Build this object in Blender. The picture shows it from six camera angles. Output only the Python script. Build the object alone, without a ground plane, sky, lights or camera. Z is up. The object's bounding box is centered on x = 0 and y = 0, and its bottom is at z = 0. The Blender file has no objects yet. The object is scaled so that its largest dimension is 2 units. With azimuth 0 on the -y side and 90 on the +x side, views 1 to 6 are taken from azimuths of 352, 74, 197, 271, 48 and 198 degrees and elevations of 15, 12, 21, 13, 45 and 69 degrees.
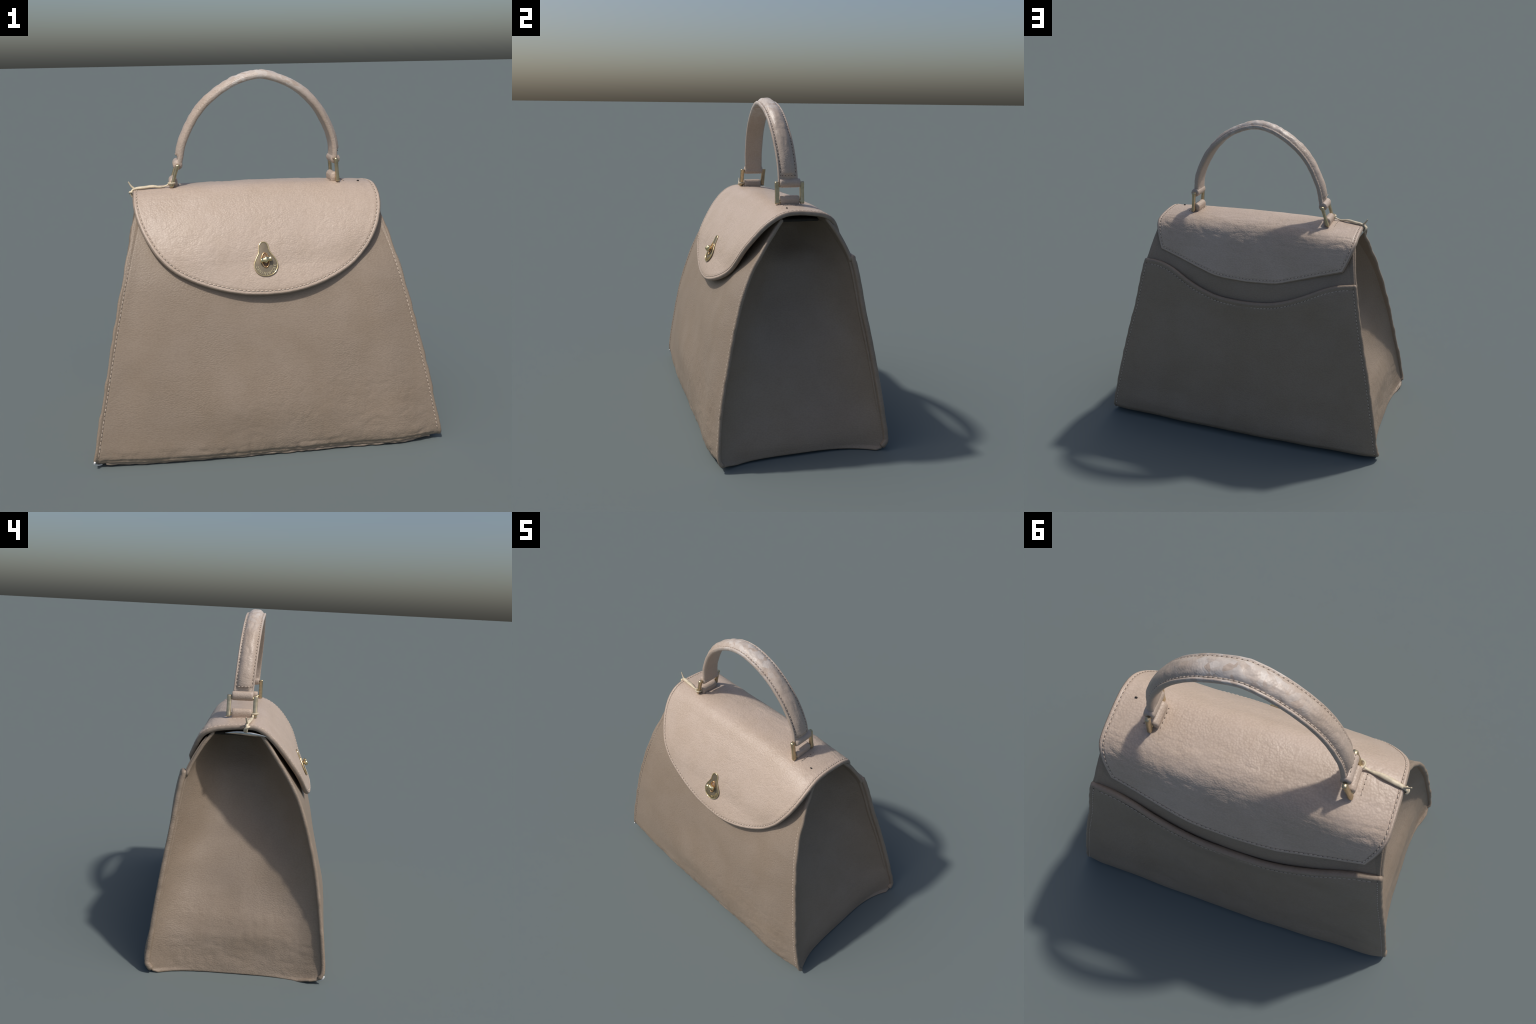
"""Structured top-handle handbag: trapezoid leather body, rolled flap with twist
lock, slip pocket at the back, arched padded handle on rectangular metal rings."""
import bpy, bmesh, math
import numpy as np
from mathutils import Vector, Matrix

RNG = np.random.default_rng(11)

# ------------------------------------------------------------------ helpers
def spline(points, n=400):
    """Catmull-Rom through control points -> dense polyline (n, dim)."""
    p = np.asarray(points, float)
    p = np.vstack([2 * p[0] - p[1], p, 2 * p[-1] - p[-2]])
    out = []
    seg = len(p) - 3
    per = max(4, n // seg)
    for i in range(seg):
        p0, p1, p2, p3 = p[i:i + 4]
        t0, t1 = 0, np.linalg.norm(p1 - p0) ** .5
        t2 = t1 + np.linalg.norm(p2 - p1) ** .5
        t3 = t2 + np.linalg.norm(p3 - p2) ** .5
        for t in np.linspace(t1, t2, per, endpoint=(i == seg - 1)):
            a1 = (t1 - t) / t1 * p0 + t / t1 * p1
            a2 = (t2 - t) / (t2 - t1) * p1 + (t - t1) / (t2 - t1) * p2
            a3 = (t3 - t) / (t3 - t2) * p2 + (t - t2) / (t3 - t2) * p3
            b1 = (t2 - t) / t2 * a1 + t / t2 * a2
            b2 = (t3 - t) / (t3 - t1) * a2 + (t - t1) / (t3 - t1) * a3
            out.append((t2 - t) / (t2 - t1) * b1 + (t - t1) / (t2 - t1) * b2)
    return np.array(out)

def arclen(p):
    return np.concatenate([[0], np.cumsum(np.linalg.norm(np.diff(p, axis=0), axis=1))])

def resample(p, step):
    s = arclen(p)
    n = max(2, int(round(s[-1] / step)) + 1)
    t = np.linspace(0, s[-1], n)
    return np.stack([np.interp(t, s, p[:, k]) for k in range(p.shape[1])], 1)

def smooth(a, b, x):
    t = np.clip((x - a) / (b - a), 0, 1)
    return t * t * (3 - 2 * t)

_perm = np.random.default_rng(5).permutation(256)
_perm = np.concatenate([_perm, _perm, _perm])
_val = np.random.default_rng(6).uniform(-1, 1, 256)

def vnoise(p, freq):
    """Vectorised value noise in 3D, range -1..1."""
    q = np.asarray(p, float) * freq + 100.0
    i = np.floor(q).astype(int)
    f = q - i
    f = f * f * f * (f * (f * 6 - 15) + 10)
    i &= 255
    out = 0
    for dx in (0, 1):
        for dy in (0, 1):
            for dz in (0, 1):
                h = _val[_perm[_perm[_perm[(i[..., 0] + dx) & 255] + ((i[..., 1] + dy) & 255)] + ((i[..., 2] + dz) & 255)]]
                w = (f[..., 0] if dx else 1 - f[..., 0]) * (f[..., 1] if dy else 1 - f[..., 1]) * (f[..., 2] if dz else 1 - f[..., 2])
                out = out + w * h
    return out

def fbm(p, freq, octaves=3):
    return sum(vnoise(p, freq * 2.1 ** k) * .5 ** k for k in range(octaves))

def crinkle(p, freq):
    """Scan noise rebuilt as sharp little creases, by folded noise."""
    w = np.asarray(p) + .02 * np.stack([vnoise(p, 9), vnoise(p + 7.3, 9), vnoise(p + 3.1, 9)], -1)
    return (np.abs(vnoise(w, freq)) + .5 * np.abs(vnoise(w + 4.2, freq * 1.9))) * 1.3 - .6

def grid_normals(P):
    du = np.gradient(P, axis=0)
    dv = np.gradient(P, axis=1)
    n = np.cross(du, dv)
    return n / np.maximum(np.linalg.norm(n, axis=2, keepdims=True), 1e-9)

def new_mesh(name, verts, faces, mats, parent=None, smooth_shade=True, mat_index=None):
    me = bpy.data.meshes.new(name)
    me.from_pydata([tuple(v) for v in np.asarray(verts)], [], [tuple(int(i) for i in f) for f in faces])
    for m in (mats if isinstance(mats, (list, tuple)) else [mats]):
        me.materials.append(m)
    me.polygons.foreach_set("use_smooth", [smooth_shade] * len(me.polygons))
    if mat_index is not None:
        me.polygons.foreach_set("material_index", np.asarray(mat_index, dtype=np.int32))
    me.update()
    ob = bpy.data.objects.new(name, me)
    bpy.context.scene.collection.objects.link(ob)
    if parent is not None:
        ob.parent = parent
    return ob

def sheet(name, P, th, mat, parent, flip=False, rim=.45, displace=None, rim_mat=None, normals=None):
    """Closed leather sheet: outer grid P (nu,nv,3), thickness th, rounded rim.
    Normal = dP/du x dP/dv (reversed when flip)."""
    nu, nv = P.shape[:2]
    N = normals if normals is not None else grid_normals(P) * (-1 if flip else 1)
    inner = P - N * th
    if displace is not None:
        P = P + N * displace[..., None]
    idx = np.arange(nu * nv).reshape(nu, nv)
    verts = [P.reshape(-1, 3), inner.reshape(-1, 3)]
    a, b, c, d = idx[:-1, :-1], idx[1:, :-1], idx[1:, 1:], idx[:-1, 1:]
    q = np.stack([a, b, c, d], -1).reshape(-1, 4)
    off = nu * nv
    qi = q[:, ::-1] + off
    if flip:
        q, qi = q[:, ::-1], qi[:, ::-1]
    faces = [q, qi]
    # perimeter loop
    loop = [(i, 0) for i in range(nu)] + [(nu - 1, j) for j in range(1, nv)] + \
           [(i, nv - 1) for i in range(nu - 2, -1, -1)] + [(0, j) for j in range(nv - 2, 0, -1)]
    li = np.array([idx[i, j] for i, j in loop])
    Lp, Ln = P.reshape(-1, 3)[li], N.reshape(-1, 3)[li]
    Li = inner.reshape(-1, 3)[li]
    T = np.roll(Lp, -1, 0) - np.roll(Lp, 1, 0)
    E = np.cross(T, Ln) * (-1 if flip else 1)
    E /= np.maximum(np.linalg.norm(E, axis=1, keepdims=True), 1e-9)
    ks = 4
    base = 2 * off
    rings = [li]
    for k in range(1, ks):
        ang = math.pi * k / ks
        mid = (Lp + Li) / 2
        half = (Lp - Li) / 2
        verts.append(mid + half * math.cos(ang) + E * (th * rim * math.sin(ang)))
        rings.append(base + np.arange(len(li)) + (k - 1) * len(li))
    rings.append(li + off)
    rim_faces = []
    for r0, r1 in zip(rings[:-1], rings[1:]):
        f = np.stack([r0, r1, np.roll(r1, -1), np.roll(r0, -1)], -1)
        rim_faces.append(f[:, ::-1] if flip else f)
    rim_faces = np.concatenate(rim_faces)
    faces.append(rim_faces)
    F = np.concatenate(faces)
    mi = np.zeros(len(F), int)
    mats = [mat]
    if rim_mat is not None:
        mats.append(rim_mat)
        mi[-len(rim_faces):] = 1
    ob = new_mesh(name, np.concatenate(verts), F, mats, parent, True, mi)
    bm = bmesh.new(); bm.from_mesh(ob.data)
    bmesh.ops.recalc_face_normals(bm, faces=bm.faces)
    bm.to_mesh(ob.data); bm.free()
    return ob

def loft(name, rings, mat, parent, closed_path=False, caps=True):
    """Skin equal-length vertex rings (m, k, 3)."""
    R = np.asarray(rings)
    m, k = R.shape[:2]
    idx = np.arange(m * k).reshape(m, k)
    F = []
    for i in range(m if closed_path else m - 1):
        a, b = idx[i], idx[(i + 1) % m]
        F += np.stack([a, np.roll(a, -1), np.roll(b, -1), b], -1).tolist()
    if caps and not closed_path:
        F.append(idx[0][::-1].tolist()); F.append(idx[-1].tolist())
    ob = new_mesh(name, R.reshape(-1, 3), F, mat, parent)
    bm = bmesh.new(); bm.from_mesh(ob.data)
    bmesh.ops.recalc_face_normals(bm, faces=bm.faces)
    bm.to_mesh(ob.data); bm.free()
    return ob

def tube(name, path, radius, mat, parent, k=16, squash=None, end_round=True):
    """Round tube along a 3D path; radius scalar or per-point array."""
    p = np.asarray(path, float)
    n = len(p)
    r = np.broadcast_to(np.asarray(radius, float), (n,)).copy()
    T = np.gradient(p, axis=0); T /= np.linalg.norm(T, axis=1, keepdims=True)
    ref = np.array([0, 0, 1.]) if abs(T[0][2]) < .9 else np.array([1., 0, 0])
    u = np.cross(T[0], ref); u /= np.linalg.norm(u)
    rings = []
    ang = np.linspace(0, 2 * math.pi, k, endpoint=False)
    for i in range(n):
        u = u - T[i] * (u @ T[i]); u /= np.linalg.norm(u)
        v = np.cross(T[i], u)
        su, sv = (1, 1) if squash is None else squash
        rings.append(p[i] + r[i] * (np.outer(np.cos(ang) * su, u) + np.outer(np.sin(ang) * sv, v)))
    if end_round:
        def cap(ring, c, t):
            rr = np.mean(np.linalg.norm(ring - c, axis=1))
            return [c + (ring - c) * math.cos(a) + t * rr * .5 * math.sin(a) for a in (1.2, .75)]
        s = cap(rings[0], p[0], -T[0])
        e = cap(rings[-1], p[-1], T[-1])
        rings = s + rings + e[::-1]
    return loft(name, rings, mat, parent)

# ------------------------------------------------------------------ materials
def leather(name, base, var=.06, grain=.35, rough=.5, baked_patch=None):
    m = bpy.data.materials.new(name); m.use_nodes = True
    nt = m.node_tree; N = nt.nodes; L = nt.links
    bsdf = N["Principled BSDF"]
    tc = N.new("ShaderNodeTexCoord")
    # soft tone variation
    n1 = N.new("ShaderNodeTexNoise"); n1.inputs["Scale"].default_value = 5.5; n1.inputs["Detail"].default_value = 5
    L.new(tc.outputs["Object"], n1.inputs["Vector"])
    ramp = N.new("ShaderNodeValToRGB")
    c = np.array(base)
    lo, hi = c * (1 - var) * np.array([1.0, .985, .965]), c * (1 + var) * np.array([1, 1.0, 1.01])
    ramp.color_ramp.elements[0].position = .36; ramp.color_ramp.elements[0].color = (*lo, 1)
    ramp.color_ramp.elements[1].position = .66; ramp.color_ramp.elements[1].color = (*hi, 1)
    L.new(n1.outputs["Fac"], ramp.inputs["Fac"])
    # pebble grain, squeezed into rows
    mp = N.new("ShaderNodeMapping"); mp.inputs["Scale"].default_value = (.72, .72, 1.25)
    L.new(tc.outputs["Object"], mp.inputs["Vector"])
    vo = N.new("ShaderNodeTexVoronoi"); vo.inputs["Scale"].default_value = 135; vo.feature = "SMOOTH_F1"
    vo.inputs["Smoothness"].default_value = .35
    L.new(mp.outputs["Vector"], vo.inputs["Vector"])
    n2 = N.new("ShaderNodeTexNoise"); n2.inputs["Scale"].default_value = 300; n2.inputs["Detail"].default_value = 2
    L.new(mp.outputs["Vector"], n2.inputs["Vector"])
    add = N.new("ShaderNodeMath"); add.operation = "MULTIPLY_ADD"; add.inputs[1].default_value = .25
    L.new(n2.outputs["Fac"], add.inputs[0]); L.new(vo.outputs["Distance"], add.inputs[2])
    # grain strength varies over the hide
    n3 = N.new("ShaderNodeTexNoise"); n3.inputs["Scale"].default_value = 4; n3.inputs["Detail"].default_value = 3
    L.new(tc.outputs["Object"], n3.inputs["Vector"])
    mr = N.new("ShaderNodeMapRange"); mr.inputs[1].default_value = .35; mr.inputs[2].default_value = .7
    mr.inputs[3].default_value = .45 * grain; mr.inputs[4].default_value = 1.3 * grain
    L.new(n3.outputs["Fac"], mr.inputs[0])
    bump = N.new("ShaderNodeBump"); bump.invert = True
    bump.inputs["Distance"].default_value = .0032
    L.new(mr.outputs[0], bump.inputs["Strength"])
    L.new(add.outputs[0], bump.inputs["Height"])
    L.new(bump.outputs["Normal"], bsdf.inputs["Normal"])
    # darker valleys between pebbles
    mx = N.new("ShaderNodeMix"); mx.data_type = "RGBA"; mx.blend_type = "MULTIPLY"
    gr = N.new("ShaderNodeMapRange"); gr.inputs[1].default_value = .25; gr.inputs[2].default_value = .75
    gr.inputs[3].default_value = 0; gr.inputs[4].default_value = .16
    L.new(vo.outputs["Distance"], gr.inputs[0]); L.new(gr.outputs[0], mx.inputs["Factor"])
    L.new(ramp.outputs["Color"], mx.inputs["A"]); mx.inputs["B"].default_value = (.45, .38, .34, 1)
    col = mx.outputs["Result"]
    if baked_patch:   # pale scan patches, baked highlight put into grip colour: centre, radius, colour
        cen, rad, pc = baked_patch
        sub = N.new("ShaderNodeVectorMath"); sub.operation = "DISTANCE"; sub.inputs[1].default_value = cen
        L.new(tc.outputs["Object"], sub.inputs[0])
        fall = N.new("ShaderNodeMapRange"); fall.inputs[1].default_value = rad; fall.inputs[2].default_value = rad * .45
        L.new(sub.outputs["Value"], fall.inputs[0])
        v2 = N.new("ShaderNodeTexVoronoi"); v2.inputs["Scale"].default_value = 34
        L.new(tc.outputs["Object"], v2.inputs["Vector"])
        sp = N.new("ShaderNodeSeparateColor"); L.new(v2.outputs["Color"], sp.inputs[0])
        mul = N.new("ShaderNodeMath"); mul.operation = "MULTIPLY"
        L.new(fall.outputs[0], mul.inputs[0]); L.new(sp.outputs[0], mul.inputs[1])
        m2 = N.new("ShaderNodeMix"); m2.data_type = "RGBA"
        L.new(mul.outputs[0], m2.inputs["Factor"]); L.new(col, m2.inputs["A"]); m2.inputs["B"].default_value = (*pc, 1)
        col = m2.outputs["Result"]
    L.new(col, bsdf.inputs["Base Color"])
    bsdf.inputs["Roughness"].default_value = rough
    bsdf.inputs["Specular IOR Level"].default_value = .4
    return m

def plain(name, col, rough=.5, metal=0.0, var=.12, scale=30, bump=0):
    m = bpy.data.materials.new(name); m.use_nodes = True
    nt = m.node_tree; N = nt.nodes; L = nt.links
    b = N["Principled BSDF"]
    tc = N.new("ShaderNodeTexCoord")
    n = N.new("ShaderNodeTexNoise"); n.inputs["Scale"].default_value = scale; n.inputs["Detail"].default_value = 3
    L.new(tc.outputs["Object"], n.inputs["Vector"])
    r = N.new("ShaderNodeValToRGB"); c = np.array(col)
    r.color_ramp.elements[0].position = .35; r.color_ramp.elements[0].color = (*(c * (1 - var)), 1)
    r.color_ramp.elements[1].position = .65; r.color_ramp.elements[1].color = (*np.minimum(c * (1 + var), 1), 1)
    L.new(n.outputs["Fac"], r.inputs["Fac"]); L.new(r.outputs["Color"], b.inputs["Base Color"])
    b.inputs["Roughness"].default_value = rough; b.inputs["Metallic"].default_value = metal
    if bump:
        bp = N.new("ShaderNodeBump"); bp.inputs["Strength"].default_value = bump; bp.inputs["Distance"].default_value = .004
        L.new(n.outputs["Fac"], bp.inputs["Height"]); L.new(bp.outputs["Normal"], b.inputs["Normal"])
    return m

TAUPE = (.288, .227, .172)
M_LEATHER = leather("taupe_leather", TAUPE, var=.035)
M_FLAP = leather("flap_leather_lit", (.50, .40, .324), var=.035, grain=.45, rough=.43)  # same leather as the body, painted paler for light baked on top
M_HANDLE = leather("handle_leather_lit", (.48, .388, .318), var=.03, grain=.3, rough=.42,
                   baked_patch=((.04, .0, 2.0), .34, (.58, .52, .47)))  # same leather again, baked light on the handle put into its paler colour
M_EDGE = plain("painted_leather_edge", (.28, .22, .172), .55, var=.1, scale=40)
M_THREAD = plain("stitch_thread", (.52, .43, .35), .6, var=.08)
M_HOLE_DOT = plain("stitch_hole_dot", (.165, .128, .102), .8, var=.1)  # dark colour of the solid dots that stand for needle holes
M_DARK = plain("dark_fill", (.03, .027, .025), .8)  # near-black for the added filler board and the punch dot
M_GOLD = plain("pale_gold_metal", (.55, .46, .30), .40, 1.0, var=.12, scale=45)
M_PLATE = plain("dark_gold_plate", (.20, .165, .115), .45, .6, var=.15, scale=25)  # gold darker and browner than the rim
M_BRIGHT = plain("polished_gold", (.85, .70, .40), .22, 1.0, var=.08)
M_COPPER = plain("coppery_eyelet", (.66, .42, .22), .3, 1.0)
M_EYE = plain("brown_eyelet_leather", (.20, .12, .075), .6)
M_STEEL = plain("silver_frame_metal", (.62, .64, .64), .25, 1.0, var=.2, scale=25)
M_CORD = plain("cream_cord", (.62, .53, .38), .5, var=.22, scale=28, bump=.4)
M_WHITE = plain("white_tab", (.75, .75, .74), .5, var=.05)

bag = bpy.data.objects.new("handbag", None)
bpy.context.scene.collection.objects.link(bag)
bag["label"] = "taupe leather top-handle handbag with gold twist lock"
bag["category"] = "handbag"

# ------------------------------------------------------------------ body profile
Z_TOP = 1.325
def X_front(z): return np.interp(z, [0, .06, .29, .5, .71, .9, 1.1, 1.26, 1.34], [.949, .940, .893, .848, .802, .758, .708, .668, .655])
def X_back(z, x=0.0):
    """half width of the back; the right-hand side is cut a little wider at the foot"""
    return np.interp(z, [0, .04, .3, .56, .81, 1.1, 1.3, 1.34], [.920, .917, .869, .815, .755, .70, .661, .655]) \
        + np.where(np.asarray(x) > 0, .018 * np.clip(1 - z / 1.15, 0, 1) + .003 + .007 * smooth(1.14, 1.08, z), .003 * smooth(1.14, 1.08, z))
# outer face profiles, (y, z) from the top down
FRONT = spline([(-.085, 1.33), (-.125, 1.275), (-.185, 1.19), (-.258, 1.08), (-.315, .97), (-.367, .82), (-.413, .65),
                (-.442, .5), (-.471, .3), (-.488, .16), (-.494, .085), (-.488, .038), (-.466, .010), (-.425, .003)], 420)
BACK = spline([(.20, 1.33), (.262, 1.243), (.328, 1.1), (.352, .98), (.378, .81), (.404, .65), (.426, .5),
               (.445, .36), (.466, .18), (.476, .08), (.475, .038), (.462, .016), (.43, .010)], 420)
BACK[:, 0] += .004 * smooth(1.25, 1.10, BACK[:, 1])
def prof_y(curve, z):
    zz, yy = curve[::-1, 1], curve[::-1, 0]
    keep = np.concatenate([[True], np.diff(np.maximum.accumulate(zz)) > 1e-9])
    return np.interp(z, zz[keep], yy[keep])

def front_foot(x, z):
    return .018 * smooth(.40, .85, x) * smooth(.65, .3, z)

def front_bulge(x, z):
    """panel bellies out between its stiff edges, most of all low on the right"""
    u = np.clip(np.abs(x) / X_front(z), 0, 1)
    inner = smooth(1, .72, u)
    m = smooth(-.5, .3, .8 * x + .45 - z)
    belly = np.exp(-((x - .35) / .42) ** 2) * np.exp(-((z - .15) / .15) ** 2)
    side = np.exp(-((x + .5) / .33) ** 2) * np.exp(-((z - .52) / .2) ** 2)
    low = np.exp(-((x + .15) / .50) ** 2) * np.exp(-((z - .30) / .16) ** 2)
    return -(.008 * smooth(1.2, .7, z) + .018 * m + .012 * belly + .024 * low + .011 * side) * inner - front_foot(x, z)

def back_bulge(x, z):
    """the back bellies out along its centre, most at the foot"""
    u = np.clip(np.abs(x) / X_back(z), 0, 1)
    belly = .013 * np.exp(-(x / .45) ** 2) * np.exp(-((z - .12) / .14) ** 2)
    left = smooth(.1, -.3, x) * smooth(1.02, .85, u)
    ear = .012 * np.exp(-((np.abs(x) - .5) / .2) ** 2) * np.exp(-((z - .95) / .13) ** 2) * (.6 + .4 * left)
    toe = .012 * smooth(.2, .5, np.abs(x)) * smooth(1.02, .9, u) * smooth(.25, .1, z)
    return .017 * (1 - smooth(.15, .75, u)) * smooth(1.2, .9, z) + belly + .007 * left * smooth(1.15, 1.0, z) + ear + toe

def front_point(x, z):
    return np.stack([x, prof_y(FRONT, z) + front_bulge(x, z), z + 0 * x], -1)

# front panel
nu, nv = 300, 240
C = resample(FRONT, arclen(FRONT)[-1] / (nv - 1))
u = np.linspace(-1, 1, nu)
Z = np.tile(C[:, 1], (nu, 1)); Y = np.tile(C[:, 0], (nu, 1))
X = u[:, None] * (X_front(Z) - .008)
Y = Y + front_bulge(X, Z)
X = X * (1 - .045 * smooth(-.478, -.455, np.tile(C[:, 0], (nu, 1))) * (Z < .08))
corner_lift = .014 * smooth(.55, 1, np.abs(u))[:, None] * smooth(.12, 0, Z)
Zl = Z + corner_lift
X = X + .004 * vnoise(np.stack([X * 0, Y, Z], -1), 22) * u[:, None] ** 8
P = np.stack([X, Y, Zl], -1)
disp = .0035 * fbm(P, 3.2, 2) * smooth(1, .9, np.abs(u))[:, None]
lower = smooth(.75, .12, Z) * smooth(.995, .93, np.abs(u))[:, None] * smooth(-.9, .5, u)[:, None]
disp = disp + .0017 * crinkle(P, 21) * lower
disp = disp - .0045 * np.exp(-((Z - .036) / .007) ** 2) * (C[:, 0] < -.46)[None, :] * smooth(1, .9, np.abs(u))[:, None]
foot = smooth(.13, .03, Z) * smooth(1, .96, np.abs(u))[:, None]
disp = disp + .0045 * crinkle(P, 19) * foot
disp = disp - .0025 * np.exp(-((np.abs(X) - (X_front(Z) - .022)) / .006) ** 2)   # stitch groove
disp = disp + .0035 * np.exp(-((np.abs(X) - (X_front(Z) - .008)) / .010) ** 2)   # turned edge
front_panel = sheet("front_panel", P, .02, M_LEATHER, bag, flip=True, displace=disp)

# rough seam welt under the front edge
xs = np.linspace(-.88, .88, 300)
wn = np.stack([xs, xs * 0, xs * 0], -1)
wp = np.stack([xs, -.461 + .003 * vnoise(wn, 30) + front_bulge(xs, .05), .011 + .012 * smooth(.6, .93, np.abs(xs)) + .003 * vnoise(wn + 3, 26)], -1)
tube("base_welt", wp, .0095 + .002 * vnoise(wp, 45), M_EDGE, front_panel, k=10)

# back panel
C = resample(BACK, arclen(BACK)[-1] / (nv - 1))
Z = np.tile(C[:, 1], (nu, 1)); Y = np.tile(C[:, 0], (nu, 1))
hidden = .02 * smooth(1.10, 1.08, Z)                   # under the pocket it stops short of the edge
X = u[:, None] * (X_back(Z, u[:, None]) - .008 - hidden)
X = X + .002 * vnoise(np.stack([X * 0, Y, Z], -1), 22) * u[:, None] ** 8
X = X * (1 - .03 * (Z < .08) * smooth(.470, .45, Y))
P = np.stack([X, Y + back_bulge(X, Z), Z], -1)
disp = .003 * fbm(P, 3.2, 2) * smooth(1, .9, np.abs(u))[:, None]
disp = disp - .0025 * np.exp(-((np.abs(X) - (X_back(Z, X) - .022)) / .006) ** 2)
back_panel = sheet("back_panel", P, .02, M_LEATHER, bag, flip=False, displace=disp)

# slip pocket laid over the back panel
POCKET_RIM = spline([(-.72, 1.112), (-.6, 1.098), (-.51, 1.07), (-.39, 1.013), (-.28, .968), (-.165, .938), (0, .926),
                     (.165, .936), (.28, .966), (.39, 1.012), (.51, 1.078), (.6, 1.106), (.72, 1.112)], 300)
def pocket_top(x): return np.interp(x, POCKET_RIM[:, 0], POCKET_RIM[:, 1])
POCKET_GAP = .022
pz0 = .014
def pocket_y(x, z):
    u = np.clip(np.abs(x) / .69, 0, 1)
    gape = .012 * smooth(.16, 0, pocket_top(x) - z) * (1 - u ** 4)
    return prof_y(BACK, z) + POCKET_GAP + gape - .010 * smooth(.06, .02, z) + back_bulge(x, z)
t = np.linspace(0, 1, 200)
X = u[:, None] * .692 + 0 * t
for _ in range(3):
    ztop = pocket_top(X)
    Z = ztop * (1 - t) + pz0 * t
    X = u[:, None] * (X_back(Z, u[:, None]) - .006)
Y = pocket_y(X, Z)
X = X + .002 * vnoise(np.stack([X * 0, Y, Z], -1), 24) * u[:, None] ** 8
P = np.stack([X, Y, Z], -1)
disp = .003 * fbm(P, 3, 2) * smooth(1, .9, np.abs(u))[:, None]
disp = disp - .002 * np.exp(-((np.abs(X) - (X_back(Z, X) - .020)) / .006) ** 2)
disp = disp - .0025 * np.exp(-((ztop - Z - .022) / .006) ** 2) + .002 * np.exp(-((ztop - Z - .004) / .006) ** 2)
pocket = sheet("slip_pocket", P, .030, M_LEATHER, bag, flip=False, displace=disp, rim=.33)

# side gussets: recessed, curving out to meet the panels, flared at the foot
def gusset(sign):
    n_w, n_z = 130, 220
    w = np.sin(np.linspace(-1, 1, n_w) * math.pi / 2) * .6 + np.linspace(-1, 1, n_w) * .4
    zz = np.linspace(.002 if sign < 0 else .010, 1.292, n_z)
    Zg = np.tile(zz, (n_w, 1)); W = np.tile(w[:, None], (1, n_z))
    yf = prof_y(FRONT, Zg) + .010 - front_foot(sign, Zg)
    yb = prof_y(BACK, Zg) - .006
    Yg = yf + (yb - yf) * (W + 1) / 2
    edge = X_front(Zg) * (1 - W) / 2 + X_back(Zg, sign) * (1 + W) / 2 - .014
    # the upper gusset folds deep into the bag, the foot stays nearly flush
    depth = np.interp(Zg, [0, .1, .2, .3, .4, .5, .6, .7, .85, 1.0, 1.2, 1.32],
                      [.045, .050, .058, .080, .108, .140, .175, .215, .258, .285, .300, .305])
    if sign > 0:
        depth = depth + .022 * np.exp(-((Zg - .22) / .15) ** 2) + .014 * np.exp(-(Zg / .07) ** 2)
        depth = depth + .036 * np.exp(-((Zg - .48) / .18) ** 2) * np.exp(-((W - .32) / .5) ** 2) + .020 * smooth(1.0, 1.2, Zg)
        depth = depth + .018 * np.exp(-((Zg - .28) / .14) ** 2) * smooth(-.2, .5, W)
    else:
        depth = depth + .022 * np.exp(-((Zg - .44) / .17) ** 2) * np.exp(-((W - .45) / .5) ** 2)
        depth = depth - .014 * np.exp(-((Zg - .25) / .11) ** 2) * np.exp(-((W + .15) / .5) ** 2)
        depth = depth + .005 * np.exp(-((Zg - .09) / .08) ** 2)
    depth = depth + .034 * smooth(1.02, 1.22, Zg)
    for _ in range(6): depth[:, 1:-1] = (depth[:, :-2] + 2 * depth[:, 1:-1] + depth[:, 2:]) / 4
    pw = 4.0 - 1.2 * smooth(.35, .6, Zg) + 1.2 * smooth(0, .4, W) * smooth(.12, .3, Zg) * smooth(.9, .6, Zg)
    Xg = edge - depth * (1 - np.abs(W) ** pw)
    Zg = Zg + (.007 if sign > 0 else .003) * (1 - W ** 2) * smooth(.12, 0, Zg) + .02 * smooth(-.8, -1, W) * smooth(.1, 0, Zg)
    Pg = np.stack([sign * Xg, Yg, Zg], -1)
    d = .004 * fbm(Pg, 4, 2) * (1 - W ** 6)
    d = d + .0018 * crinkle(Pg, 19) * smooth(.6, .15, Zg) * (1 - W ** 8) * (1 if sign < 0 else .25)
    return sheet("gusset", Pg, .012, M_LEATHER, bag, flip=(sign < 0), displace=d)
gusset(-1)
gusset(1)

# base
n_x, n_y = 120, 60
uu = np.linspace(-1, 1, n_x); ww = np.linspace(-1, 1, n_y)
W = np.tile(ww, (n_x, 1))
half = .882 - .05 * (1 - np.abs(W) ** 3.2)
Xb = uu[:, None] * half
Yb = -.445 + (.455 + .445) * (W + 1) / 2
Zb = .012 + .006 * (1 - W ** 2) + .012 * smooth(.85, 1, np.abs(uu))[:, None]
sheet("base_panel", np.stack([Xb, Yb, Zb], -1), .008, M_EDGE, bag, flip=True)

# top lining board in near-black, added to close the unseen gap under the flap
Xl = np.linspace(-.50, .50, 30)[:, None] + 0 * np.linspace(0, 1, 20)
Yl = np.linspace(-.075, .20, 20)[None, :] + 0 * Xl
sheet("filler", np.stack([Xl, Yl, 1.31 + 0 * Xl], -1), .02, M_DARK, bag)

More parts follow.
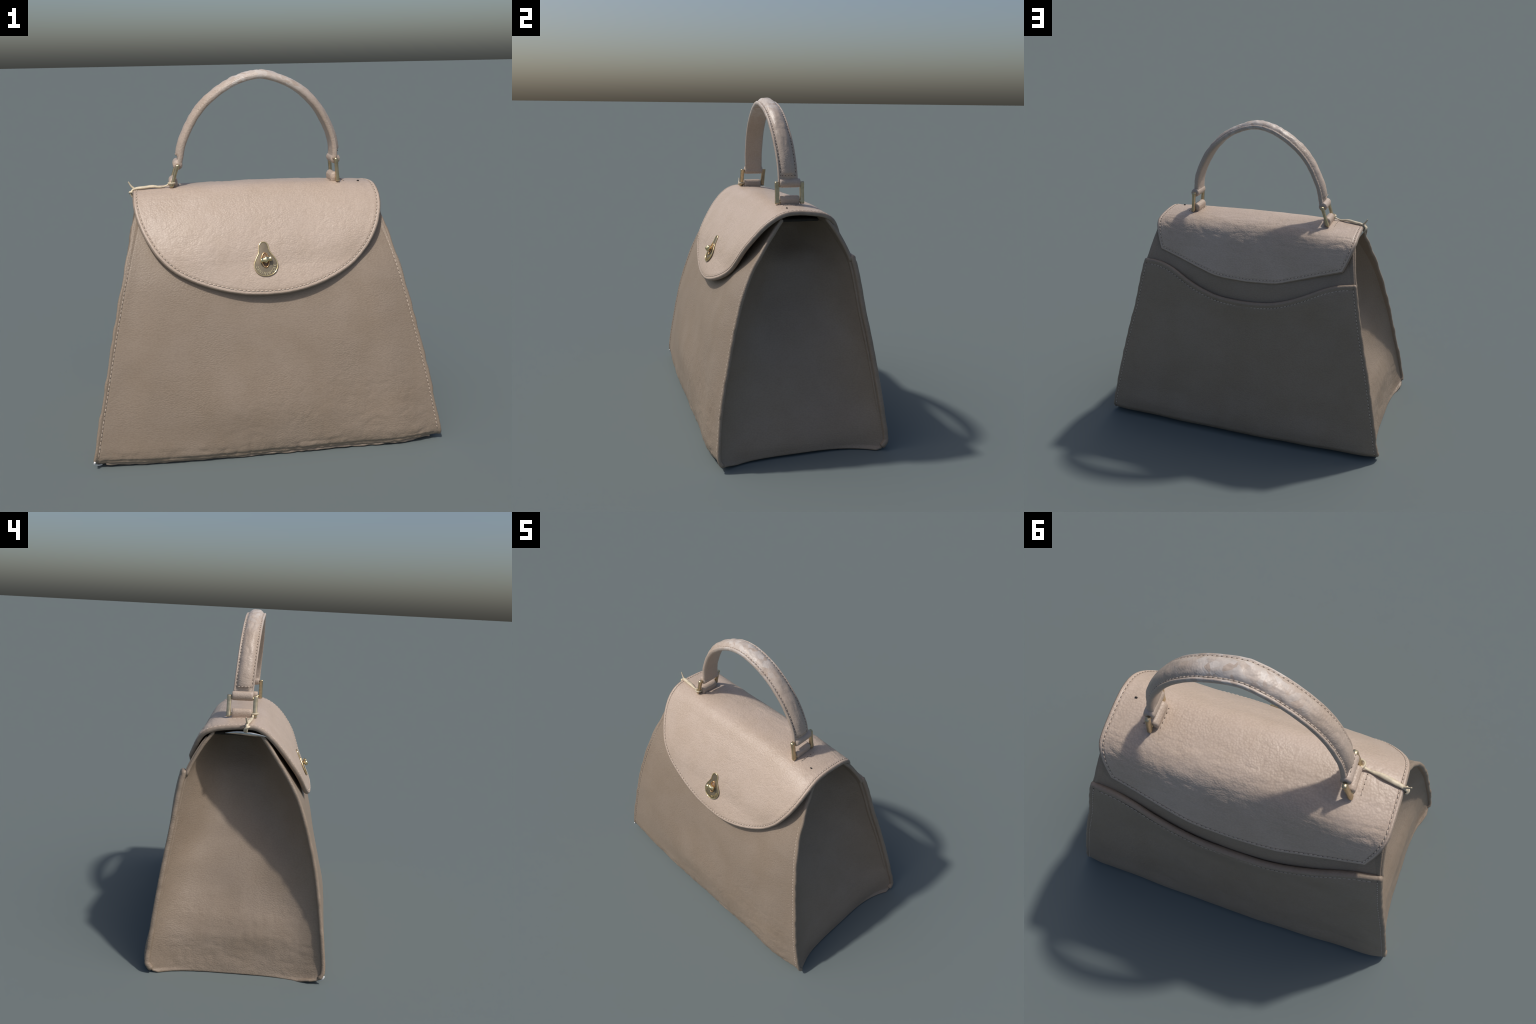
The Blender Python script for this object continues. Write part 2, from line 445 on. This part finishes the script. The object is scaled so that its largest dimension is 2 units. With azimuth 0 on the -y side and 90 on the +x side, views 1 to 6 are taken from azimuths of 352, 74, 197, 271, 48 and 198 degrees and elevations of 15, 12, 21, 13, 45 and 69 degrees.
# ------------------------------------------------------------------ flap
FLAP = spline([(.390, .98), (.368, 1.058), (.336, 1.14), (.308, 1.21), (.280, 1.275), (.252, 1.320), (.222, 1.344), (.18, 1.361),
               (.10, 1.374), (.02, 1.380), (-.045, 1.376), (-.10, 1.355), (-.165, 1.305), (-.243, 1.21), (-.304, 1.11),
               (-.347, 1.01), (-.382, .91), (-.408, .82)], 700)
FLAP_S = arclen(FLAP)
_top = int(np.argmax(FLAP[:, 1]))
def s_front(z): return np.interp(-z, -FLAP[_top:, 1], FLAP_S[_top:])
def s_back(z): return np.interp(z, FLAP[:_top + 1, 1], FLAP_S[:_top + 1])
HALF = .662
FRONT_EDGE = spline([(0, .880), (.12, .887), (.25, .914), (.375, .958), (.474, 1.012), (.552, 1.088), (.610, 1.178),
                     (.642, 1.25), (.658, 1.31), (.662, 1.345)], 300)
BACK_EDGE = np.vstack([spline([(0, 1.055), (.2, 1.068), (.31, 1.098), (.47, 1.146), (.604, 1.184)], 200),
                       spline([(.604, 1.184), (.634, 1.255), (.650, 1.305), (.662, 1.345)], 100)[1:]])
def edge_front_s(x): return s_front(np.interp(np.abs(x), FRONT_EDGE[:, 0], FRONT_EDGE[:, 1]))
def edge_back_s(x): return s_back(np.interp(np.abs(x), BACK_EDGE[:, 0], BACK_EDGE[:, 1]))
def flap_point(x, s):
    y = np.interp(s, FLAP_S, FLAP[:, 0]); z = np.interp(s, FLAP_S, FLAP[:, 1])
    fr = smooth(0, -.2, y) * smooth(1.02, 1.2, z)
    y = y + fr * (.012 * smooth(.2, .66, -x) - .018 * smooth(.2, .66, x))
    bk = smooth(.12, .26, y)
    y = y + bk * (.008 * smooth(.2, .6, -x) - .013 * smooth(.25, .66, x))
    y = y - .025 * smooth(1.04, .89, z) * smooth(0, -.1, y) * np.exp(-((x - .18) / .40) ** 2)      # lip flares
    z = z + .016 * (1 - np.clip(np.abs(x) / HALF, 0, 1) ** 2.5) * smooth(1.30, 1.37, z)            # crowned top
    return np.stack([x + 0 * s, y, z], -1)
def flap_normal(x, s):
    e = 1e-3
    a = flap_point(x + e, s) - flap_point(x - e, s)
    b = flap_point(x, s + e) - flap_point(x, s - e)
    n = np.cross(b, a)
    n = n / np.linalg.norm(n, axis=-1, keepdims=True)
    return n

nu, nv = 320, 300
th = np.linspace(-math.pi / 2, math.pi / 2, nu)
xc = HALF * (.35 * th / (math.pi / 2) + .65 * np.sin(th)) / 1.0
xc = np.sort(np.concatenate([xc[1:-1], [-HALF, HALF]]))
for sgn in (-1, 1):                       # a column exactly on the back corner
    xc[np.argmin(np.abs(xc - sgn * .604))] = sgn * .604
sf, sb = edge_front_s(xc), edge_back_s(xc)
tt = np.linspace(0, 1, nv)
S = sb[:, None] * (1 - tt) + sf[:, None] * tt
Xf = np.tile(xc[:, None], (1, nv))
P = flap_point(Xf, S)
# distance to the flap border drives the seam groove and turned edge
border = np.concatenate([np.stack([xc, sf], 1), np.stack([xc[::-1], sb[::-1]], 1)])
border = np.vstack([border, border[:1]])
border = resample(border, .006)
dist = np.full(Xf.shape, 9.0)
for bx, bs in border:
    dist = np.minimum(dist, (Xf - bx) ** 2 + (S - bs) ** 2)
dist = np.sqrt(dist)
disp = .003 * fbm(P, 3.5, 2) * smooth(0, .05, dist)
disp = disp - .0030 * np.exp(-((dist - .0145) / .006) ** 2) - .002 * smooth(.008, 0, dist)
disp = disp + .002 * smooth(.02, .09, dist)
backtop = smooth(.02, .16, P[..., 1]) * smooth(1.12, 1.26, P[..., 2]) * smooth(.0, .04, dist)
disp = disp + .0020 * crinkle(P * np.array([.7, 1.2, 1.2]), 18) * backtop
disp = disp + .0008 * crinkle(P, 26) * smooth(0, .03, dist)
FLAP_TH = .027
flap_n = flap_normal(Xf, S)
flap_n = flap_n * np.sign(flap_n[nu // 2, np.argmax(P[nu // 2, :, 2]), 2])
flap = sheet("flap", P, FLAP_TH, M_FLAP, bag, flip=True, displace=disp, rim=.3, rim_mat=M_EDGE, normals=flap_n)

# ------------------------------------------------------------------ stitching
def stitches(name, pts, nrm, parent, length=.0145, rad=.0030, hole=.0021, lift=.0):
    """Capsule threads between solid dark dots standing for needle holes along a seam (pts at hole pitch)."""
    V, F, MI = [], [], []
    pts = np.asarray(pts); nrm = np.asarray(nrm)
    k = 7
    def capsule(c, t, n, L, r, squash, mi):
        b = np.cross(n, t)
        base = len(V)
        prof = [(-L / 2, .25), (-L * .36, .85), (0, 1.0), (L * .36, .85), (L / 2, .25)]
        for a, q in prof:
            for j in range(k):
                an = 2 * math.pi * j / k
                V.append(c + t * a + b * (r * q * math.cos(an)) + n * (r * squash * q * math.sin(an)))
        for i in range(len(prof) - 1):
            for j in range(k):
                F.append((base + i * k + j, base + i * k + (j + 1) % k, base + (i + 1) * k + (j + 1) % k, base + (i + 1) * k + j)); MI.append(mi)
        F.append(tuple(base + j for j in range(k))[::-1]); MI.append(mi)
        F.append(tuple(base + (len(prof) - 1) * k + j for j in range(k))); MI.append(mi)
    for i in range(len(pts)):
        n = nrm[i]
        if i < len(pts) - 1:
            d = pts[i + 1] - pts[i]; l = np.linalg.norm(d)
            if l < .06:
                t = d / l
                n2 = n - t * (n @ t); n2 /= np.linalg.norm(n2)
                tilt = np.cross(n2, t) * .10
                t = t + tilt * (1 + .4 * RNG.normal()); t /= np.linalg.norm(t)
                c = (pts[i] + pts[i + 1]) / 2 + n2 * lift
                capsule(c, t, n2, min(l * .72, length * 1.25), rad * (1 + .08 * RNG.normal()), .8, 0)
        d = pts[min(i + 1, len(pts) - 1)] - pts[max(i - 1, 0)]
        t = d / np.linalg.norm(d)
        n2 = n - t * (n @ t); n2 /= np.linalg.norm(n2)
        capsule(pts[i] + n2 * (lift - .0006), t, n2, hole * 2, hole, .55, 1)  # dark flattened bead added where a needle hole would be
    ob = new_mesh(name, V, F, [M_THREAD, M_HOLE_DOT], parent, True, MI)
    ob["kind"] = "stuff"
    return ob

PITCH = .0225
def inset_curve(c, d):
    T = np.gradient(c, axis=0); T /= np.linalg.norm(T, axis=1, keepdims=True)
    return c + np.stack([-T[:, 1], T[:, 0]], 1) * d

# flap: whole border, inset
seam = np.concatenate([np.stack([xc, sf], 1), np.stack([xc[::-1], sb[::-1]], 1)[1:]])
cen = np.array([0, (FLAP_S[_top])])
ring = resample(np.vstack([seam, seam[:1]]), .004)[:-1]
T = np.roll(ring, -1, 0) - np.roll(ring, 1, 0)
for _ in range(4): T = (np.roll(T, 1, 0) + T * 2 + np.roll(T, -1, 0)) / 4
T /= np.linalg.norm(T, axis=1, keepdims=True)
Nn = np.stack([T[:, 1], -T[:, 0]], 1)
if np.mean(np.sum(Nn * (cen - ring), 1)) < 0: Nn = -Nn
ins = ring + Nn * .0145
ins = resample(np.vstack([ins, ins[:1]]), PITCH)
fp = flap_point(ins[:, 0], ins[:, 1]); fn = flap_normal(ins[:, 0], ins[:, 1])
if fn[np.argmax(fp[:, 2])][2] < 0: fn = -fn
stitches("flap_stitching", fp + fn * -.0012, fn, flap)

# front and back panel sides, pocket rim
for sgn in (-1, 1):
    zz = np.linspace(1.24, .075, 600)
    c = np.stack([sgn * (X_front(zz) - .022), prof_y(FRONT, zz) + front_bulge(sgn * (X_front(zz) - .022), zz), zz], 1)
    c = resample(c, PITCH)
    T = np.gradient(c, axis=0); n = np.cross(np.array([1., 0, 0]), T); n /= np.linalg.norm(n, axis=1, keepdims=True)
    n *= -np.sign(n[:, 1:2])
    stitches("front_panel_stitching", c - n * .0005, n, front_panel, rad=.0024, hole=.0030)
    zz = np.linspace(1.28, 1.13, 100)
    c = resample(np.stack([sgn * (X_back(zz, sgn) - .020), prof_y(BACK, zz) + back_bulge(X_back(zz) - .026, zz), zz], 1), PITCH)
    n = np.tile([0, .94, .33], (len(c), 1))
    stitches("back_panel_stitching", c - n * .0005, n, back_panel, rad=.0024, hole=.0030)
    zz = np.linspace(1.09, .04, 600)
    c = resample(np.stack([sgn * (X_back(zz, sgn) - .020), pocket_y(sgn * (X_back(zz, sgn) - .020), zz), zz], 1), PITCH)
    T = np.gradient(c, axis=0); n = np.cross(np.array([1., 0, 0]), T); n /= np.linalg.norm(n, axis=1, keepdims=True)
    n *= np.sign(n[:, 1:2])
    stitches("pocket_side_stitching", c - n * .001, n, pocket, rad=.0024, hole=.0030)
xx = np.linspace(-.66, .66, 800)
zz = pocket_top(xx) - .024
c = resample(np.stack([xx, pocket_y(xx, zz), zz], 1), PITCH)
n = np.tile([0, .985, .17], (len(c), 1))
stitches("pocket_rim_stitching", c - n * .0012, n, pocket, rad=.0024, hole=.0030)

# ------------------------------------------------------------------ handle
ARCH = spline([(-.442, 1.503), (-.439, 1.525), (-.434, 1.553), (-.428, 1.585), (-.415, 1.632), (-.386, 1.697), (-.342, 1.775), (-.277, 1.853), (-.182, 1.926),
               (-.088, 1.974), (.015, 1.998), (.075, 1.994), (.176, 1.963), (.254, 1.921), (.324, 1.864), (.383, 1.795),
               (.432, 1.711), (.464, 1.631), (.475, 1.575), (.476, 1.540), (.473, 1.508)], 500)
ARCH = resample(ARCH, .010)
ARCH = np.array([.022, 1.55]) + (ARCH - np.array([.022, 1.55])) * np.where(ARCH[:, 1:] > 1.55, .997, 1.0)
A_S = arclen(ARCH); A_L = A_S[-1]
TA = np.gradient(ARCH, axis=0); TA /= np.linalg.norm(TA, axis=1, keepdims=True)
NA = np.stack([-TA[:, 1], TA[:, 0]], 1)           # outward of the arch
f = A_S / A_L
yc = np.interp(f, [0, .25, .5, .75, 1], [.045, .022, -.001, .004, .022])
endness = np.maximum(smooth(.045, .03, f), smooth(.957, .97, f))
def handle_section(i):
    """(a, b): a across the strap (y), b inward from the crown of the padding."""
    hw = .056
    crest = .0195 * (1 - .8 * endness[i])
    a = np.linspace(-hw, hw, 33)
    tt = np.clip(np.abs(a) / (hw * .80), 0, 1)
    b = .0195 - crest * (1 - tt ** 2.6)
    b = b + .003 * (1 - endness[i]) * np.exp(-((np.abs(a) - hw * .81) / .0035) ** 2)
    slab = .025
    outer = np.stack([a, b], 1)
    r = [(hw + .003, .0195 + slab * .2), (hw + .003, .0195 + slab * .75), (hw - .003, .0195 + slab)]
    innr = [(x, .0195 + slab + .002 * math.cos(x / hw * math.pi / 2)) for x in np.linspace(hw - .012, -hw + .012, 9)]
    l = [(-x, y) for x, y in r[::-1]]
    return np.vstack([outer, r, innr, l])
rings = []
for i in range(len(ARCH)):
    sec = handle_section(i)
    o = np.array([ARCH[i, 0], yc[i], ARCH[i, 1]]); nn = np.array([NA[i, 0], 0, NA[i, 1]])
    q = o + np.outer(sec[:, 0], [0, 1, 0]) - np.outer(sec[:, 1], nn)
    crown = smooth(.03, .0, sec[:, 1]) * smooth(.5, .15, abs(f[i] - .5))
    q = q + np.outer(.0035 * crinkle(q, 24) * crown + .001 * vnoise(q, 40), nn)
    rings.append(q)
handle = loft("handle", rings, M_HANDLE, bag)
hi = np.where((A_S > .052) & (A_S < A_L - .048))[0]
for sgn in (-1, 1):
    c = np.stack([ARCH[hi, 0] - NA[hi, 0] * .0205, yc[hi] + sgn * .0455, ARCH[hi, 1] - NA[hi, 1] * .0205], 1)
    nn = np.stack([NA[hi, 0], 0 * hi, NA[hi, 1]], 1)
    s0 = arclen(c); cc = resample(c, .0205)
    tq = np.linspace(0, s0[-1], len(cc))
    nn = np.stack([np.interp(tq, s0, nn[:, k]) for k in range(3)], 1)
    stitches("handle_stitching", cc, nn, handle, rad=.0028, hole=.0034)
for i0 in (hi[0], hi[-1]):                         # cross seam at each end
    dome = .0195 * (1 - .8 * endness[i0])
    yy = np.linspace(-.038, .038, 5)
    c = np.stack([0 * yy + ARCH[i0, 0] - NA[i0, 0] * (.0195 - dome), yc[i0] + yy, 0 * yy + ARCH[i0, 1] - NA[i0, 1] * (.0195 - dome)], 1)
    stitches("handle_stitching", c, np.tile([NA[i0, 0], 0, NA[i0, 1]], (5, 1)), handle, rad=.0028, hole=.0034)

# ------------------------------------------------------------------ rings and loops
def ring_mesh(name, bottom, top, y0, y1, parent):
    """Rectangular ring: two flattened side bars thick at their ends, round cross bars."""
    bx, bz = bottom; tx, tz = top
    objs = []
    for y in (y0, y1):
        rr = []
        for q in np.linspace(0, 1, 25):
            x, z = bx + (tx - bx) * q, bz + (tz - bz) * q
            e = abs(2 * q - 1)
            hy = .0125 + .001 * e ** 2
            hx = .0090 + .002 * smooth(.35, .95, e)
            k = 1 if 0.02 < q < .98 else .88
            an = np.linspace(0, 2 * math.pi, 16, endpoint=False)
            cx = np.sign(np.cos(an)) * np.abs(np.cos(an)) ** .45
            cy = np.sign(np.sin(an)) * np.abs(np.sin(an)) ** .45
            rr.append(np.stack([x + hx * k * cx, y + hy * k * cy + 0.0 * an, z + 0 * an], 1))
        objs.append(loft(name, rr, M_GOLD, None))
    for (x, z) in ((bx + (tx - bx) * .12, bz + (tz - bz) * .12), (bx + (tx - bx) * .86, bz + (tz - bz) * .86)):
        objs.append(tube(name, [(x, y0, z), (x, (y0 + y1) / 2, z), (x, y1, z)], .009, M_GOLD, None, k=12))
    bm = bmesh.new()
    for o in objs:
        bm.from_mesh(o.data)
    me = bpy.data.meshes.new(name); bm.to_mesh(me); bm.free()
    me.materials.append(M_GOLD)
    for o in objs:
        old = o.data; bpy.data.objects.remove(o); bpy.data.meshes.remove(old)
    me.polygons.foreach_set("use_smooth", [True] * len(me.polygons))
    ob = bpy.data.objects.new(name, me); bpy.context.scene.collection.objects.link(ob)
    ob.parent = parent
    return ob

def leather_roll(name, x, z, y0, y1, rx, rz, parent, mat, tail=None):
    """Leather strap folded round a ring bar; tail = direction the two plies leave in."""
    rr = []
    k = 28
    an = np.linspace(0, 2 * math.pi, k, endpoint=False)
    for q in np.linspace(0, 1, 15):
        y = y0 + (y1 - y0) * q
        e = abs(2 * q - 1)
        sc = 1 - .10 * smooth(.8, 1, e)
        px, pz = np.cos(an) * rx * sc, np.sin(an) * rz * sc
        if tail is not None:
            side = (px * tail[0] + pz * tail[1]) > 0
            px = np.where(side, px + tail[0] * tail[2] * (np.abs(np.cos(an) * tail[0] + np.sin(an) * tail[1])), px)
            pz = np.where(side, pz + tail[1] * tail[2] * (np.abs(np.cos(an) * tail[0] + np.sin(an) * tail[1])), pz)
        rr.append(np.stack([x + px, y + 0 * an, z + pz], 1))
    return loft(name, rr, mat, parent)

RINGS = [dict(b=(-.460, 1.392), t=(-.420, 1.513), y=(-.030, .122)),
         dict(b=(.458, 1.390), t=(.446, 1.520), y=(-.046, .106))]
for i, r in enumerate(RINGS):
    ring_mesh("handle_ring", r["b"], r["t"], r["y"][0], r["y"][1], bag)
    bx, tx = r["b"][0], r["t"][0]
    y0, y1 = r["y"][0] + .015, r["y"][1] - .015
    leather_roll("handle_loop", tx + (.0 if i == 0 else .003), 1.508 + .004 * i, y0, y1, .0265, .027, handle, M_HANDLE)
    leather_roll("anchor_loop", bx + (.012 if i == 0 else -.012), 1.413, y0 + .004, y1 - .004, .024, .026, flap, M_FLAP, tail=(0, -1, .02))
    for dx in (-.038, .040):                        # stitch row either side of the anchor
        n_h = 5
        yy = np.linspace(y0 + .012, y1 - .012, n_h)
        xx = np.full(n_h, bx + dx)
        ss = np.interp(-yy, -FLAP[:, 0], FLAP_S)
        p = flap_point(xx, ss); nn = flap_normal(xx, ss)
        nn *= np.sign(nn[:, 2:3])
        stitches("anchor_stitching", p + nn * .001, nn, flap, rad=.0024, hole=.003)

# small dark bead laid on the flap for a punched hole near the right end
hx, hy = .579, -.026
hs = np.interp(-hy, -FLAP[:, 0], FLAP_S)
hp = flap_point(np.array([hx]), np.array([hs]))[0]
tube("punch_hole_dot", [hp + [-.004, 0, .001], hp + [.0, 0, .002], hp + [.005, .001, .001]], .004, M_DARK, flap, k=10)

# ------------------------------------------------------------------ twist lock
def on_flap(x, z):
    q = FLAP_S[_top] + np.linspace(0, FLAP_S[-1] - FLAP_S[_top], 2000)
    p = flap_point(np.full(2000, x), q)
    return p[np.argmin(np.abs(p[:, 2] - z))]
p_top, p_bot = on_flap(-.008, 1.139), on_flap(.003, .964)
p_mid = on_flap(0, 1.045)
sag = p_mid[1] - (p_top[1] + p_bot[1]) / 2            # keep the flat plate clear of the curved flap
p_top[1] += sag * .8; p_bot[1] += sag * .8
up = p_top - p_bot; H = np.linalg.norm(up); up /= H
right = np.array([1., 0, 0]); right -= up * (right @ up); right /= np.linalg.norm(right)
out = np.cross(right, up)
if out[1] > 0: out = -out
frame = Matrix(((right[0], up[0], out[0], p_bot[0]), (right[1], up[1], out[1], p_bot[1]), (right[2], up[2], out[2], p_bot[2]), (0, 0, 0, 1)))
R0 = .0625
def pear(n=120):
    half = spline([(0, 0), (.024, .0045), (.045, .0185), (.058, .040), (.0625, .064), (.056, .090), (.043, .115),
                   (.031, .138), (.027, .160), (.0235, .180), (.013, .1935), (0, .198)], n)
    half = half * [1, .925]
    return np.vstack([half, (half * [-1, 1])[::-1][1:-1]])
out2d = pear()
CENT = np.array([0, .075])
def plate_ring(scale, z):
    c = CENT + (out2d - CENT) * scale
    return np.column_stack([c, np.full(len(c), z)])
def inset2d(c, d):
    T = np.roll(c, -1, 0) - np.roll(c, 1, 0); T /= np.linalg.norm(T, axis=1, keepdims=True)
    return c + np.stack([-T[:, 1], T[:, 0]], 1) * d
def place(ob):
    ob.matrix_local = frame
    return ob
LIFT = .004
def lv(c, z): return np.column_stack([c, np.full(len(c), z)])
plate = place(loft("lock_plate", [lv(out2d, -.012), lv(out2d, LIFT), lv(inset2d(out2d, .002), LIFT + .0025), lv(inset2d(out2d, .006), LIFT + .003)], M_PLATE, bag))
# bright raised rim
rr = []
for j, c in enumerate(inset2d(out2d, .0015)):
    nxt = inset2d(out2d, .0015)[(j + 1) % len(out2d)]
    t = nxt - c; t /= np.linalg.norm(t); nrm = np.array([-t[1], t[0]])
    an = np.linspace(0, 2 * math.pi, 8, endpoint=False)
    rr.append(np.column_stack([c[0] + nrm[0] * .0032 * np.cos(an), c[1] + nrm[1] * .0032 * np.cos(an), LIFT + .003 + .0032 * np.sin(an)]))
rim = loft("lock_rim", rr, M_BRIGHT, plate, closed_path=True)
# oval eyelet, its opening filled with a solid brown leather disc
ey = np.array([0, .084])
an = np.linspace(0, 2 * math.pi, 48, endpoint=False)
ell = ey + np.stack([.0185 * np.cos(an), .038 * np.sin(an)], 1)
loft("eyelet_leather", [lv(ell, LIFT), lv(ey + (ell - ey) * .98, LIFT + .0045)], M_EYE, plate)
rr = []
for a in an:
    c = ey + np.array([.0185 * math.cos(a), .038 * math.sin(a)])
    d = np.array([math.cos(a) / .0185, math.sin(a) / .038]); d /= np.linalg.norm(d)
    b = np.linspace(0, 2 * math.pi, 10, endpoint=False)
    rr.append(np.column_stack([c[0] + d[0] * .004 * np.cos(b), c[1] + d[1] * .004 * np.cos(b), LIFT + .0045 + .004 * np.sin(b)]))
loft("eyelet", rr, M_COPPER, plate, closed_path=True)
# twist knob: stem and bow-tie bar
stem = tube("lock_stem", [(0, ey[1], LIFT), (0, ey[1], .015), (0, ey[1], .026)], .012, M_BRIGHT, plate, k=20)
rr = []
for q in np.linspace(-1, 1, 33):
    x = q * .031
    hgt = .0105 + .0095 * np.exp(-(q / .30) ** 2) + .004 * smooth(.45, .85, abs(q)) - .009 * smooth(.86, 1.0, abs(q))
    dep = .010 + .004 * np.exp(-(q / .3) ** 2) + .002 * smooth(.5, .85, abs(q)) - .006 * smooth(.86, 1.0, abs(q))
    rr.append(np.column_stack([np.full(24, x), ey[1] + .003 * q + hgt * np.sin(np.linspace(0, 2 * math.pi, 24, endpoint=False)),
                               .030 + dep * np.cos(np.linspace(0, 2 * math.pi, 24, endpoint=False))]))
knob = loft("twist_knob", rr, M_BRIGHT, plate)
# raised lettering round the lower rim
word = "ORNINEWYORK"
lc = np.array([0, .0595]); lr = .0475
for i, ch in enumerate(word):
    ang = math.radians(-170 + 160 * i / (len(word) - 1))
    cu = bpy.data.curves.new("letter", "FONT")
    cu.body = ch; cu.size = .0215; cu.extrude = .0012; cu.align_x = "CENTER"; cu.align_y = "CENTER"
    cu.offset = .0004
    tmp = bpy.data.objects.new("letter_tmp", cu)
    bpy.context.scene.collection.objects.link(tmp)
    dg = bpy.context.evaluated_depsgraph_get()
    me = bpy.data.meshes.new_from_object(tmp.evaluated_get(dg))
    bpy.data.objects.remove(tmp); bpy.data.curves.remove(cu)
    me.name = "letter"; me.materials.clear(); me.materials.append(M_BRIGHT)
    ob = bpy.data.objects.new("letter", me)
    bpy.context.scene.collection.objects.link(ob)
    ob.parent = plate
    ob.matrix_local = Matrix.Translation((lc[0] + lr * math.cos(ang), lc[1] + lr * math.sin(ang), LIFT + .0042)) @ Matrix.Rotation(ang + math.pi / 2, 4, "Z") @ Matrix.Diagonal((.72, 1, 1, 1))

# ------------------------------------------------------------------ tag cord and frame end
cord = spline([(-.462, -.018, 1.412), (-.478, -.020, 1.405), (-.51, -.018, 1.394), (-.56, -.012, 1.398), (-.61, -.004, 1.392),
               (-.650, .003, 1.388), (-.668, .006, 1.380), (-.678, .006, 1.362), (-.673, .008, 1.342)], 120)
cr = np.interp(arclen(cord) / arclen(cord)[-1], [0, .12, .2, .45, .7, .8, 1], [.006, .005, .006, .011, .010, .008, .006])
cord_ob = tube("tag_cord", cord, cr, M_CORD, bag, k=12, squash=(1.15, .8))
tip = spline([(-.655, .004, 1.384), (-.672, .007, 1.398), (-.681, .010, 1.410), (-.689, .011, 1.424)], 24)
tube("cord_end", tip, np.linspace(.0065, .0035, len(tip)), M_CORD, cord_ob, k=10)
knot = spline([(-.672, -.008, 1.372), (-.684, .004, 1.368), (-.680, .016, 1.358), (-.670, .018, 1.346)], 30)
tube("cord_knot", knot, .0065, M_CORD, cord_ob, k=10)
wrap = np.array([(-.458 + .017 * math.cos(a), -.03 + .018 * math.sin(a), 1.412 + .004 * a / 6) for a in np.linspace(0, 2 * math.pi, 30)])
tube("cord_wrap", wrap, .0055, M_CORD, cord_ob, k=10)

blade = spline([(-.648, .125, 1.330), (-.655, .07, 1.342), (-.658, .0, 1.342), (-.660, -.06, 1.334), (-.662, -.118, 1.322)], 60)
n_b = len(blade)
rr = []
for i, p in enumerate(blade):
    q = i / (n_b - 1)
    hgt = .002 + .010 * math.sin(math.pi * q) ** .7
    an = np.linspace(0, 2 * math.pi, 12, endpoint=False)
    rr.append(np.column_stack([p[0] + .006 * np.cos(an) + .03 * (np.sin(an) < -.2) * .3, np.full(12, p[1]), p[2] - hgt + hgt * np.sin(an)]))
loft("frame_end", rr, M_STEEL, bag)

corner = spline([(-.905, -.452, .010), (-.925, -.470, .018), (-.938, -.486, .036), (-.936, -.492, .048)], 20)  # small white tab at the front left bottom corner
tube("corner_tab", corner, np.linspace(.004, .006, len(corner)), M_WHITE, bag, k=8)
